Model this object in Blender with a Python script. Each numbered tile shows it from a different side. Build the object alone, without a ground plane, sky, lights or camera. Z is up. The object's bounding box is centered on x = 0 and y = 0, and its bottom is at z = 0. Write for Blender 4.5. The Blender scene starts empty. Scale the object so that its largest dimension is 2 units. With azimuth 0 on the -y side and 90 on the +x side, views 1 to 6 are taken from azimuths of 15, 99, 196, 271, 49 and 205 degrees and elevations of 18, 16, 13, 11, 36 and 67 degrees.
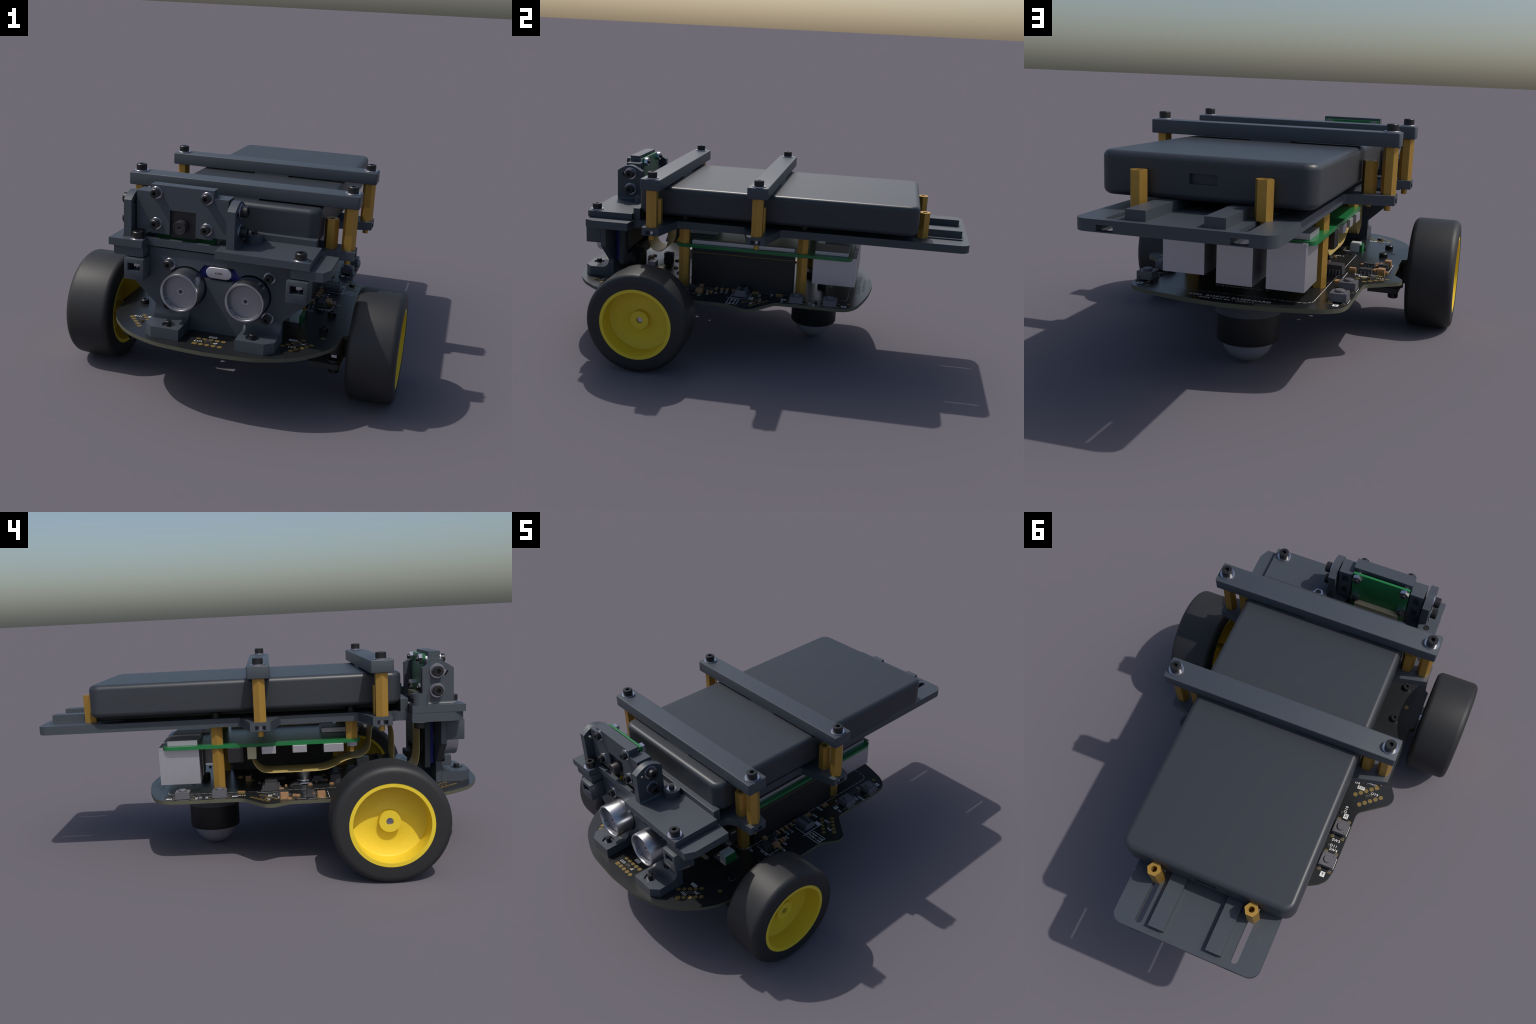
import bpy, bmesh, math, random
from mathutils import Vector, Matrix

RNG = random.Random(7)
PI = math.pi

# ------------------------------------------------------------------ materials
def material(name, color, rough=0.6, metal=0.0, spec=0.5, grain=0.06, grain_scale=60.0,
             bump=0.0, bump_scale=300.0, coat=0.0):
    m = bpy.data.materials.new(name)
    m.use_nodes = True
    nt = m.node_tree
    b = nt.nodes["Principled BSDF"]
    b.inputs["Roughness"].default_value = rough
    b.inputs["Metallic"].default_value = metal
    b.inputs["Specular IOR Level"].default_value = spec
    b.inputs["Coat Weight"].default_value = coat
    tc = nt.nodes.new("ShaderNodeTexCoord")
    nz = nt.nodes.new("ShaderNodeTexNoise")
    nz.inputs["Scale"].default_value = grain_scale
    nz.inputs["Detail"].default_value = 4.0
    nt.links.new(tc.outputs["Object"], nz.inputs["Vector"])
    cr = nt.nodes.new("ShaderNodeValToRGB")
    cr.color_ramp.elements[0].position = 0.3
    cr.color_ramp.elements[1].position = 0.7
    lo = [c * (1 - grain) for c in color]
    hi = [min(1.0, c * (1 + grain)) for c in color]
    cr.color_ramp.elements[0].color = (*lo, 1)
    cr.color_ramp.elements[1].color = (*hi, 1)
    nt.links.new(nz.outputs["Fac"], cr.inputs["Fac"])
    nt.links.new(cr.outputs["Color"], b.inputs["Base Color"])
    if bump > 0:
        n2 = nt.nodes.new("ShaderNodeTexNoise")
        n2.inputs["Scale"].default_value = bump_scale
        nt.links.new(tc.outputs["Object"], n2.inputs["Vector"])
        bp = nt.nodes.new("ShaderNodeBump")
        bp.inputs["Strength"].default_value = bump
        bp.inputs["Distance"].default_value = 0.002
        nt.links.new(n2.outputs["Fac"], bp.inputs["Height"])
        nt.links.new(bp.outputs["Normal"], b.inputs["Normal"])
    return m

M = {}
M["print"] = material("grey_plastic", (0.050, 0.060, 0.074), 0.45, grain=0.03)
M["bank"] = material("dark_grey_shell", (0.032, 0.037, 0.045), 0.42, grain=0.03)
M["rubber"] = material("tyre_rubber", (0.019, 0.0192, 0.0202), 0.55, grain=0.04)
M["yellow"] = material("yellow_plastic", (0.78, 0.58, 0.035), 0.5, grain=0.02, spec=0.4)
M["brass"] = material("brass", (0.49, 0.285, 0.058), 0.42, metal=0.55, grain=0.04)
M["black"] = material("black_oxide", (0.009, 0.0095, 0.0105), 0.4, grain=0.05)
M["steel"] = material("bright_steel", (0.55, 0.55, 0.61), 0.2, metal=0.95, grain=0.03)
M["aluminium"] = material("aluminium_can", (0.50, 0.51, 0.54), 0.3, metal=1.0, grain=0.02)
M["mask"] = material("black_solder_mask", (0.014, 0.0155, 0.017), 0.30, grain=0.05)
M["board_edge"] = material("board_edge", (0.085, 0.085, 0.055), 0.7, grain=0.06)
M["gold"] = material("gold_pad", (0.21, 0.145, 0.045), 0.42, metal=0.25, grain=0.04)
M["silk"] = material("white_ink", (0.75, 0.75, 0.74), 0.6, grain=0.02)
M["green"] = material("green_board", (0.014, 0.165, 0.048), 0.32, grain=0.04)
M["blue"] = material("blue_board", (0.008, 0.018, 0.24), 0.4, grain=0.04)
M["port"] = material("port_shell", (0.56, 0.545, 0.58), 0.5, metal=0.95, grain=0.02)
M["chip"] = material("chip_epoxy", (0.035, 0.034, 0.037), 0.55, grain=0.06)
M["button"] = material("button_plastic", (0.105, 0.103, 0.118), 0.5, grain=0.03)
M["ceramic"] = material("ceramic_brown", (0.36, 0.20, 0.10), 0.5, grain=0.06)
M["black_plastic"] = material("black_plastic", (0.010, 0.010, 0.011), 0.5, grain=0.04)
M["dark_plastic"] = material("dark_motor_plastic", (0.028, 0.029, 0.032), 0.5, grain=0.04)
M["cable"] = material("ribbon_film", (0.52, 0.39, 0.14), 0.5, grain=0.04)
M["beige"] = material("beige_connector", (0.45, 0.40, 0.25), 0.55, grain=0.03)
M["white"] = material("white_connector", (0.55, 0.57, 0.56), 0.5, grain=0.02)
M["ball"] = material("caster_ball", (0.21, 0.21, 0.24), 0.3, metal=0.1, grain=0.02)
M["camera"] = material("camera_shell", (0.030, 0.027, 0.028), 0.45, grain=0.04)
M["pin"] = material("tinned_pin", (0.10, 0.10, 0.11), 0.4, metal=0.3, grain=0.03)
M["hollow"] = material("deep_hole", (0.004, 0.004, 0.004), 0.8, grain=0.02)

def mesh_material():
    """fine woven wire mesh in front of the transducer"""
    m = bpy.data.materials.new("wire_gauze")
    m.use_nodes = True
    nt = m.node_tree
    b = nt.nodes["Principled BSDF"]
    b.inputs["Roughness"].default_value = 0.4
    b.inputs["Metallic"].default_value = 0.5
    tc = nt.nodes.new("ShaderNodeTexCoord")
    mp = nt.nodes.new("ShaderNodeMapping")
    mp.inputs["Rotation"].default_value = (0, PI / 4, 0)
    nt.links.new(tc.outputs["Object"], mp.inputs["Vector"])
    vals = []
    for ax in ("X", "Z"):
        w = nt.nodes.new("ShaderNodeTexWave")
        w.bands_direction = ax
        w.inputs["Scale"].default_value = 75.0
        nt.links.new(mp.outputs["Vector"], w.inputs["Vector"])
        vals.append(w)
    mx = nt.nodes.new("ShaderNodeMath")
    mx.operation = 'MAXIMUM'
    nt.links.new(vals[0].outputs["Fac"], mx.inputs[0])
    nt.links.new(vals[1].outputs["Fac"], mx.inputs[1])
    cr = nt.nodes.new("ShaderNodeValToRGB")
    cr.color_ramp.elements[0].position = 0.3
    cr.color_ramp.elements[1].position = 0.75
    cr.color_ramp.elements[0].color = (0.06, 0.06, 0.065, 1)
    cr.color_ramp.elements[1].color = (0.36, 0.36, 0.39, 1)
    nt.links.new(mx.outputs[0], cr.inputs["Fac"])
    nt.links.new(cr.outputs["Color"], b.inputs["Base Color"])
    return m
M["gauze"] = mesh_material()

# ------------------------------------------------------------------ scene helpers
COLL = bpy.context.scene.collection

def empty(name, loc=(0, 0, 0), parent=None):
    o = bpy.data.objects.new(name, None)
    o.empty_display_size = 0.1
    COLL.objects.link(o)
    o.location = loc
    if parent:
        o.parent = parent
        o.matrix_parent_inverse = parent.matrix_world.inverted() if False else Matrix.Translation(-Vector(parent_loc(parent)))
    return o

def parent_loc(o):
    v = Vector((0, 0, 0))
    while o:
        v += o.location
        if o.parent:
            v += o.matrix_parent_inverse.translation
        o = o.parent
    return v

def finish(name, me, mats, parent, smooth=None, loc=None):
    if not isinstance(mats, (list, tuple)):
        mats = [mats]
    if len(me.materials) == 0:
        for k in mats:
            me.materials.append(M[k])
    me.name = name
    o = bpy.data.objects.new(name, me)
    COLL.objects.link(o)
    if loc is not None:
        o.location = loc
    if smooth is not None:
        me.shade_smooth()
        me.set_sharp_from_angle(angle=math.radians(smooth))
    if parent:
        o.parent = parent
        o.matrix_parent_inverse = Matrix.Translation(-parent_loc(parent))
    return o

def from_bm(bm):
    me = bpy.data.meshes.new("m")
    bmesh.ops.recalc_face_normals(bm, faces=bm.faces[:])
    bm.to_mesh(me)
    bm.free()
    return me

def bm_box(bm, x0, x1, y0, y1, z0, z1, mi=0):
    vs = [bm.verts.new(p) for p in ((x0, y0, z0), (x1, y0, z0), (x1, y1, z0), (x0, y1, z0),
                                    (x0, y0, z1), (x1, y0, z1), (x1, y1, z1), (x0, y1, z1))]
    fs = []
    for q in ((3, 2, 1, 0), (4, 5, 6, 7), (0, 1, 5, 4), (1, 2, 6, 5), (2, 3, 7, 6), (3, 0, 4, 7)):
        f = bm.faces.new([vs[i] for i in q])
        f.material_index = mi
        fs.append(f)
    return vs, fs

def box_mesh(x0, x1, y0, y1, z0, z1, bevel=0.0, seg=2):
    bm = bmesh.new()
    bm_box(bm, min(x0, x1), max(x0, x1), min(y0, y1), max(y0, y1), min(z0, z1), max(z0, z1))
    if bevel > 0:
        bmesh.ops.bevel(bm, geom=bm.edges[:], offset=bevel, segments=seg, profile=0.5, affect='EDGES')
    return from_bm(bm)

def box(name, x0, x1, y0, y1, z0, z1, mat, parent, bevel=0.0, seg=2):
    return finish(name, box_mesh(x0, x1, y0, y1, z0, z1, bevel, seg), mat, parent)

def lathe_bm(bm, prof, n=48, axis='z', center=(0, 0, 0), mi=0, closed=False):
    """prof: list of (radius, height); revolve around axis"""
    c = Vector(center)
    def put(r, h, a):
        ca, sa = math.cos(a) * r, math.sin(a) * r
        if axis == 'z':
            return c + Vector((ca, sa, h))
        if axis == 'x':
            return c + Vector((h, ca, sa))
        return c + Vector((sa, h, ca))
    rings = []
    for r, h in prof:
        if r < 1e-6:
            rings.append([bm.verts.new(put(0, h, 0))])
        else:
            rings.append([bm.verts.new(put(r, h, 2 * PI * i / n)) for i in range(n)])
    pairs = list(zip(rings[:-1], rings[1:]))
    if closed:
        pairs.append((rings[-1], rings[0]))
    for a, b in pairs:
        for i in range(n):
            j = (i + 1) % n
            if len(a) == 1 and len(b) == 1:
                continue
            if len(a) == 1:
                f = bm.faces.new((a[0], b[j], b[i]))
            elif len(b) == 1:
                f = bm.faces.new((a[i], a[j], b[0]))
            else:
                f = bm.faces.new((a[i], a[j], b[j], b[i]))
            f.material_index = mi

def lathe(name, prof, mat, parent, n=48, axis='z', center=(0, 0, 0), smooth=35, closed=False):
    bm = bmesh.new()
    lathe_bm(bm, prof, n, axis, center, closed=closed)
    return finish(name, from_bm(bm), mat, parent, smooth)

def rounded(pts, steps=6):
    """polygon points (x, y, radius) -> outline with rounded corners"""
    out = []
    n = len(pts)
    for i, p in enumerate(pts):
        r = p[2] if len(p) > 2 else 0
        c = Vector(p[:2])
        if r <= 0:
            out.append((c.x, c.y))
            continue
        a = Vector(pts[i - 1][:2]) - c
        b = Vector(pts[(i + 1) % n][:2]) - c
        la, lb = a.length, b.length
        a.normalize(); b.normalize()
        ang = math.acos(max(-1, min(1, a.dot(b))))
        t = min(r / math.tan(ang / 2), la * 0.49, lb * 0.49)
        rr = t * math.tan(ang / 2)
        m = (a + b).normalized()
        cc = c + m * (rr / math.sin(ang / 2))
        p0, p1 = c + a * t - cc, c + b * t - cc
        a0, a1 = math.atan2(p0.y, p0.x), math.atan2(p1.y, p1.x)
        d = (a1 - a0 + PI) % (2 * PI) - PI
        for k in range(steps + 1):
            q = a0 + d * k / steps
            out.append((cc.x + rr * math.cos(q), cc.y + rr * math.sin(q)))
    return out

def circle(cx, cy, r, n=24):
    return [(cx + r * math.cos(2 * PI * i / n), cy + r * math.sin(2 * PI * i / n)) for i in range(n)]

def slot(cx, cy, hw, hl, n=8):
    """stadium along y"""
    return ([(cx + hw * math.cos(PI * i / n), cy + hl - hw + hw * math.sin(PI * i / n)) for i in range(n + 1)] +
            [(cx - hw * math.cos(PI * i / n), cy - hl + hw - hw * math.sin(PI * i / n)) for i in range(n + 1)])

def rect(x0, x1, y0, y1):
    return [(x0, y0), (x1, y0), (x1, y1), (x0, y1)]

def prism_mesh(outline, d0, d1, holes=(), plane='xy', bevel=0.0, seg=2):
    cu = bpy.data.curves.new("c", 'CURVE')
    cu.dimensions = '2D'
    cu.fill_mode = 'BOTH'
    cu.extrude = abs(d1 - d0) / 2 - bevel
    if bevel:
        cu.bevel_depth = bevel
        cu.bevel_resolution = seg
        cu.offset = -bevel
    for pts in [outline, *holes]:
        sp = cu.splines.new('POLY')
        sp.points.add(len(pts) - 1)
        for q, p in zip(sp.points, pts):
            q.co = (p[0], p[1], 0, 1)
        sp.use_cyclic_u = True
    ob = bpy.data.objects.new("c", cu)
    COLL.objects.link(ob)
    dg = bpy.context.evaluated_depsgraph_get()
    me = bpy.data.meshes.new_from_object(ob.evaluated_get(dg))
    bpy.data.objects.remove(ob)
    bpy.data.curves.remove(cu)
    me.materials.clear()
    mid = (d0 + d1) / 2
    bm = bmesh.new()
    bm.from_mesh(me)
    bmesh.ops.remove_doubles(bm, verts=bm.verts[:], dist=1e-5)
    for v in bm.verts:
        x, y, d = v.co.x, v.co.y, v.co.z + mid
        v.co = {'xy': (x, y, d), 'xz': (x, d, y), 'yz': (d, x, y)}[plane]
    bmesh.ops.recalc_face_normals(bm, faces=bm.faces[:])
    bm.to_mesh(me)
    bm.free()
    return me

def prism(name, outline, d0, d1, mat, parent, holes=(), plane='xy', bevel=0.0, seg=2, smooth=30):
    return finish(name, prism_mesh(outline, d0, d1, holes, plane, bevel, seg), mat, parent, smooth)

def mirror(pts):
    """right half outline (x>=0 from front to rear) -> closed symmetric outline"""
    left = [(-p[0], *p[1:]) for p in reversed(pts) if abs(p[0]) > 1e-6]
    return list(pts) + left

def spline(pts, per=6):
    """Catmull-Rom through points"""
    out = []
    n = len(pts)
    for i in range(n - 1):
        p0 = Vector(pts[max(i - 1, 0)]); p1 = Vector(pts[i]); p2 = Vector(pts[i + 1]); p3 = Vector(pts[min(i + 2, n - 1)])
        for k in range(per):
            t = k / per
            out.append(0.5 * ((2 * p1) + (p2 - p0) * t + (2 * p0 - 5 * p1 + 4 * p2 - p3) * t * t + (3 * p1 - p0 - 3 * p2 + p3) * t ** 3))
    out.append(Vector(pts[-1]))
    return out

def cut(obj, tools, smooth=30):
    """boolean-subtract meshes from obj and bake"""
    for me in tools:
        t = bpy.data.objects.new("tool", me)
        COLL.objects.link(t)
        md = obj.modifiers.new("b", 'BOOLEAN')
        md.object = t
        md.operation = 'DIFFERENCE'
        md.solver = 'EXACT'
        dg = bpy.context.evaluated_depsgraph_get()
        new = bpy.data.meshes.new_from_object(obj.evaluated_get(dg))
        obj.modifiers.clear()
        old = obj.data
        obj.data = new
        new.name = obj.name
        bpy.data.meshes.remove(old)
        bpy.data.objects.remove(t)
    obj.data.shade_smooth()
    obj.data.set_sharp_from_angle(angle=math.radians(smooth))

def weighted(o):
    md = o.modifiers.new("weighted", 'WEIGHTED_NORMAL')
    md.keep_sharp = True

def ring_of(name, r):
    pass

# ------------------------------------------------------------------ shared hardware meshes
def screw_mesh(r=0.023, h=0.0265, sock=0.0105, depth=0.014, shank=0.0, shank_r=0.0125, n=30):
    """socket cap screw, seat at z = 0, head upwards"""
    bm = bmesh.new()
    def ringz(rad, z, hexa=False):
        vs = []
        for i in range(n):
            a = 2 * PI * i / n
            rr = rad
            if hexa:
                k = (a % (PI / 3)) - PI / 6
                rr = rad * math.cos(PI / 6) / math.cos(k)
            vs.append(bm.verts.new((rr * math.cos(a), rr * math.sin(a), z)))
        return vs
    rings = []
    if shank > 0:
        rings += [ringz(shank_r, -shank), ringz(shank_r, 0)]
    else:
        rings += [ringz(shank_r, 0)]
    rings += [ringz(r, 0), ringz(r, h - 0.003), ringz(r - 0.003, h), ringz(sock, h, True), ringz(sock, h - depth, True)]
    for a, b in zip(rings[:-1], rings[1:]):
        for i in range(n):
            j = (i + 1) % n
            bm.faces.new((a[i], a[j], b[j], b[i]))
    bm.faces.new(rings[-1])
    bm.faces.new(list(reversed(rings[0])))
    me = from_bm(bm)
    me.materials.append(M["black"])
    me.shade_smooth()
    me.set_sharp_from_angle(angle=math.radians(35))
    return me

def washer_mesh(r0=0.013, r1=0.0315, h=0.005):
    bm = bmesh.new()
    lathe_bm(bm, [(r0, 0), (r1, 0), (r1, h - 0.001), (r1 - 0.001, h), (r0, h)], 36, closed=True)
    me = from_bm(bm)
    me.materials.append(M["steel"])
    me.shade_smooth()
    me.set_sharp_from_angle(angle=math.radians(35))
    return me

def hex_mesh(r, h, hole, mat, bore=None, rot=0.0, chamfer=0.0015, n=24):
    """hexagonal bar with a round hole from the top, seat at z = 0"""
    bm = bmesh.new()
    def hexr(rad, z):
        vs = []
        for i in range(n):
            a = 2 * PI * i / n
            k = (a % (PI / 3)) - PI / 6
            rr = rad * math.cos(PI / 6) / math.cos(k)
            vs.append(bm.verts.new((rr * math.cos(a + rot), rr * math.sin(a + rot), z)))
        return vs
    def circ(rad, z):
        return [bm.verts.new((rad * math.cos(2 * PI * i / n + rot), rad * math.sin(2 * PI * i / n + rot), z)) for i in range(n)]
    bore = h * 0.6 if bore is None else bore
    rings = [hexr(r, 0), hexr(r, h), circ(hole, h), circ(hole, h - bore)]
    for a, b in zip(rings[:-1], rings[1:]):
        for i in range(n):
            j = (i + 1) % n
            bm.faces.new((a[i], a[j], b[j], b[i]))
    bm.faces.new(rings[-1])
    bm.faces.new(list(reversed(rings[0])))
    bm.normal_update()
    me = from_bm(bm)
    me.materials.append(M[mat])
    me.shade_smooth()
    me.set_sharp_from_angle(angle=math.radians(25))
    return me

SCREW = screw_mesh()
WASHER = washer_mesh()
SCREW_SMALL = screw_mesh(r=0.0185, h=0.021, sock=0.0085, depth=0.012)
WASHER_SMALL = washer_mesh(0.011, 0.025, 0.004)
NUT = hex_mesh(0.026, 0.020, 0.0125, "steel")
NUT_SMALL = hex_mesh(0.0225, 0.017, 0.010, "steel")
STUD = None

AX = {'z': Matrix.Identity(3), '-z': Matrix.Rotation(PI, 3, 'X'),
      'x': Matrix.Rotation(PI / 2, 3, 'Y'), '-x': Matrix.Rotation(-PI / 2, 3, 'Y'),
      'y': Matrix.Rotation(-PI / 2, 3, 'X'), '-y': Matrix.Rotation(PI / 2, 3, 'X')}

def place(name, me, loc, axis, parent, spin=0.0):
    o = bpy.data.objects.new(name, me)
    COLL.objects.link(o)
    R = AX[axis] @ Matrix.Rotation(spin, 3, 'Z')
    o.rotation_euler = R.to_euler()
    o.location = loc
    if parent:
        o.parent = parent
        o.matrix_parent_inverse = Matrix.Translation(-parent_loc(parent))
    return o

AXV = {'z': (0, 0, 1), '-z': (0, 0, -1), 'x': (1, 0, 0), '-x': (-1, 0, 0), 'y': (0, 1, 0), '-y': (0, -1, 0)}

def bolt(loc, axis, parent, small=False, washer=True):
    """washer seated at loc, screw head on it, pointing along axis"""
    v = Vector(loc)
    s = RNG.uniform(0, PI)
    if washer:
        place("washer", WASHER_SMALL if small else WASHER, v, axis, parent)
        v = v + Vector(AXV[axis]) * (0.004 if small else 0.005)
    place("screw", SCREW_SMALL if small else SCREW, v, axis, parent, s)

def stud(name, loc, r, h, axis, mat, parent):
    return lathe(name, [(0, 0), (r, 0), (r, h - 0.002), (r - 0.002, h), (0, h)], mat, parent, 20, axis, loc)

# ------------------------------------------------------------------ the robot
robot = empty("wheeled_robot")
robot["label"] = "small two-wheeled robot with circuit boards and battery pack"
robot["category"] = "robot"

ZP = 0.310                      # top of the baseboard
PLATE0, PLATE1 = 0.6155, 0.6535  # upper mounting plate

# ---------- baseboard -------------------------------------------------------
front = spline([(0, -1.0), (0.100, -0.994), (0.195, -0.983), (0.272, -0.958), (0.333, -0.928), (0.378, -0.895), (0.414, -0.857), (0.449, -0.812), (0.476, -0.760), (0.490, -0.710), (0.494, -0.668)])
half = [(p.x, p.y) for p in front]
half += rounded([(0.494, -0.668), (0.499, -0.628, 0.012), (0.535, -0.612, 0.03), (0.535, -0.425, 0.03), (0.496, -0.405, 0.012), (0.496, -0.30)])[1:]
tail = rounded([(0.496, -0.30), (0.498, -0.118, 0.05), (0.560, -0.018, 0.045), (0.412, 0.092, 0.045), (0.411, 0.39)])
half += tail[1:]
half += [(p.x, p.y) for p in spline([(0.411, 0.39), (0.401, 0.437), (0.380, 0.465), (0.357, 0.481), (0.325, 0.496), (0.240, 0.519), (0.130, 0.540), (0.0, 0.552)], 5)][1:]
# wheel clearance: bite into the edge beside each tyre
def bite(pts):
    return [(min(x, 0.515) if -0.62 < y < -0.40 else x, y) for x, y in pts]
outline = mirror(bite(half))
encoder_hole = [(0.210, -0.567), (0.311, -0.567), (0.311, -0.474), (0.210, -0.474)]
holes = [rounded([(*p, 0.008) for p in encoder_hole], 3),
         rounded([(-p[0], p[1], 0.008) for p in reversed(encoder_hole)], 3),
         circle(-0.257, -0.408, 0.0145)]
me = prism_mesh(outline, 0.294, ZP, holes)
me.materials.append(M["mask"]); me.materials.append(M["board_edge"])
for p in me.polygons:
    p.material_index = 1 if abs(p.normal.z) < 0.5 else 0
board = finish("baseboard", me, [], robot, 30)

# pads, ink ------------------------------------------------------------------
pads = bmesh.new()
ink = bmesh.new()
ZK = ZP + 0.0007

def disc(bm, x, y, r, z, n=16):
    bm.faces.new([bm.verts.new((x + r * math.cos(2 * PI * i / n), y + r * math.sin(2 * PI * i / n), z)) for i in range(n)])

def quad(bm, x, y, w, h, a, z):
    c, s = math.cos(a), math.sin(a)
    bm.faces.new([bm.verts.new((x + c * u * w / 2 - s * v * h / 2, y + s * u * w / 2 + c * v * h / 2, z)) for u, v in ((-1, -1), (1, -1), (1, 1), (-1, 1))])

def line(x0, y0, x1, y1, w=0.0022, dash=0.0, gap=0.5):
    L = math.hypot(x1 - x0, y1 - y0)
    a = math.atan2(y1 - y0, x1 - x0)
    if not dash:
        quad(ink, (x0 + x1) / 2, (y0 + y1) / 2, L, w, a, ZK)
        return
    k = max(1, round(L / dash))
    for i in range(k):
        t = (i + 0.5) / k
        quad(ink, x0 + (x1 - x0) * t, y0 + (y1 - y0) * t, L / k * (1 - gap * 0.5), w, a, ZK)

def add_text(body, x, y, cap, rot=PI, bm=None, z=ZK, width=None):
    cu = bpy.data.curves.new("t", 'FONT')
    cu.body = body
    cu.size = cap / 0.69
    cu.align_x = 'CENTER'
    cu.align_y = 'CENTER'
    cu.resolution_u = 2
    cu.space_character = 1.12
    cu.offset = 0.0002
    ob = bpy.data.objects.new("t", cu)
    COLL.objects.link(ob)
    dg = bpy.context.evaluated_depsgraph_get()
    me = bpy.data.meshes.new_from_object(ob.evaluated_get(dg))
    bpy.data.objects.remove(ob)
    xs = [v.co.x for v in me.vertices]
    k = 1.0 if width is None else width / (max(xs) - min(xs))
    me.transform(Matrix.Translation((x, y, z)) @ Matrix.Rotation(rot, 4, 'Z') @ Matrix.Diagonal((k, 1, 1, 1)))
    (bm or ink).from_mesh(me)
    bpy.data.meshes.remove(me)

def label_box(body, x, y, w, h, rot=PI):
    """white block carrying dark letters"""
    quad(ink, x, y, w, h, rot, ZK)
    add_text(body, x, y, h * 0.62, rot, dark, ZK + 0.0007)

dark = bmesh.new()

def expansion(cx, cy, ang, n1, n2, lab1, lab2):
    """ten round pads in two rows of five at 0.0264 pitch, with a small chip between"""
    c, s = math.cos(ang), math.sin(ang)
    for row in (-1, 1):
        for k in range(5):
            u, v = (k - 2) * 0.0264, row * 0.0262
            x, y = cx + c * u - s * v, cy + s * u + c * v
            if row == -1 and k == 0:
                quad(pads, x, y, 0.0205, 0.0205, ang, ZP + 0.0009)
            else:
                disc(pads, x, y, 0.0104, ZP + 0.0009)
    return cx, cy

for (cx, cy, a) in ((0, -0.907, 0.0), (0.3385, -0.80, math.radians(50)), (-0.3385, -0.80, math.radians(-50)),
                    (0.4305, -0.002, math.radians(-220)), (-0.4305, -0.002, math.radians(40))):
    expansion(cx, cy, a, 0, 0, "", "")
for (x, y) in ((-0.4434, -0.5054), (0.4227, -0.691), (0.332, 0.449)):
    disc(pads, x, y, 0.0105, ZP + 0.0009)

# dashed outline of the computer board
r = 0.035
x0, y0, y1 = 0.290, -0.440, 0.440
for s in (-1, 1):
    line(s * x0, y0 + r, s * x0, y1 - r, 0.0020, 0.030, 0.4)
    for (yc, a0) in ((y1 - r, 0), (y0 + r, -PI / 2)):
        for k in range(3):
            q0 = a0 + k * PI / 6 + 0.06
            q1 = q0 + PI / 6 - 0.12
            line(s * (x0 - r + r * math.cos(q0)), yc + r * math.sin(q0), s * (x0 - r + r * math.cos(q1)), yc + r * math.sin(q1), 0.0020)
for y in (y0, y1):
    line(-x0 + r, y, x0 - r, y, 0.0018, 0.030, 0.4)
add_text("KEEL ROBOT BASEBOARD", -0.002, 0.486, 0.0195, width=0.305)
add_text("KEEL REV R3 \u2022 2020-11", 0.0, 0.511, 0.012, width=0.20)
add_text("RASPBERRY PI 4", 0.0, 0.341, 0.0165, width=0.205)
TXT = [("SW3", -0.371, 0.256), ("D11", -0.370, 0.284), ("SW4", -0.3755, 0.302), ("U19", -0.456, -0.021), ("U4", -0.362, -0.046),
       ("U17", -0.046, -0.907), ("JP1", 0.021, -0.906), ("U21", 0.321, -0.822), ("JP5", 0.356, -0.777), ("U18", -0.372, -0.762),
       ("R12", 0.409, -0.288), ("R9", 0.385, -0.253), ("C8", 0.358, -0.215), ("R10", 0.333, -0.192), ("R11", 0.335, -0.166),
       ("Q1", 0.335, -0.262), ("R24", 0.322, -0.118), ("RN1", 0.330, 0.004), ("RN2", 0.309, 0.063), ("U20", 0.407, 0.017),
       ("JP4", 0.457, -0.017), ("5V IN", 0.364, -0.372), ("M2.5", 0.301, -0.405), ("SW2", 0.394, 0.283), ("D6", 0.390, 0.124),
       ("D1", 0.323, 0.172), ("D2", 0.324, 0.335), ("SW1", 0.372, 0.262), ("EXPANSION", -0.40, -0.067),
       ("M2.5", -0.225, -0.36), ("C12", -0.196, -0.316), ("C2", -0.43, -0.18), ("R5", -0.395, -0.245)]
for b_, x, y in TXT:
    add_text(b_, x, y, 0.0125)
add_text("D10", -0.361, 0.098, 0.0125, PI * 1.5)
for b_, x, y, w, h in (("X", -0.371, 0.130, 0.021, 0.024), ("Y", -0.371, 0.424, 0.021, 0.024), ("A", 0.358, 0.129, 0.021, 0.024),
                       ("B", 0.371, 0.428, 0.021, 0.024), ("EXP", -0.387, -0.028, 0.034, 0.0165), ("EXP", 0.386, -0.028, 0.034, 0.0165),
                       ("EXP", 0.0, -0.8545, 0.034, 0.0165), ("EXP", 0.311, -0.755, 0.034, 0.0165), ("EXP", -0.311, -0.755, 0.034, 0.0165)):
    a = PI
    label_box(b_, x, y, w, h, a)
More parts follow.
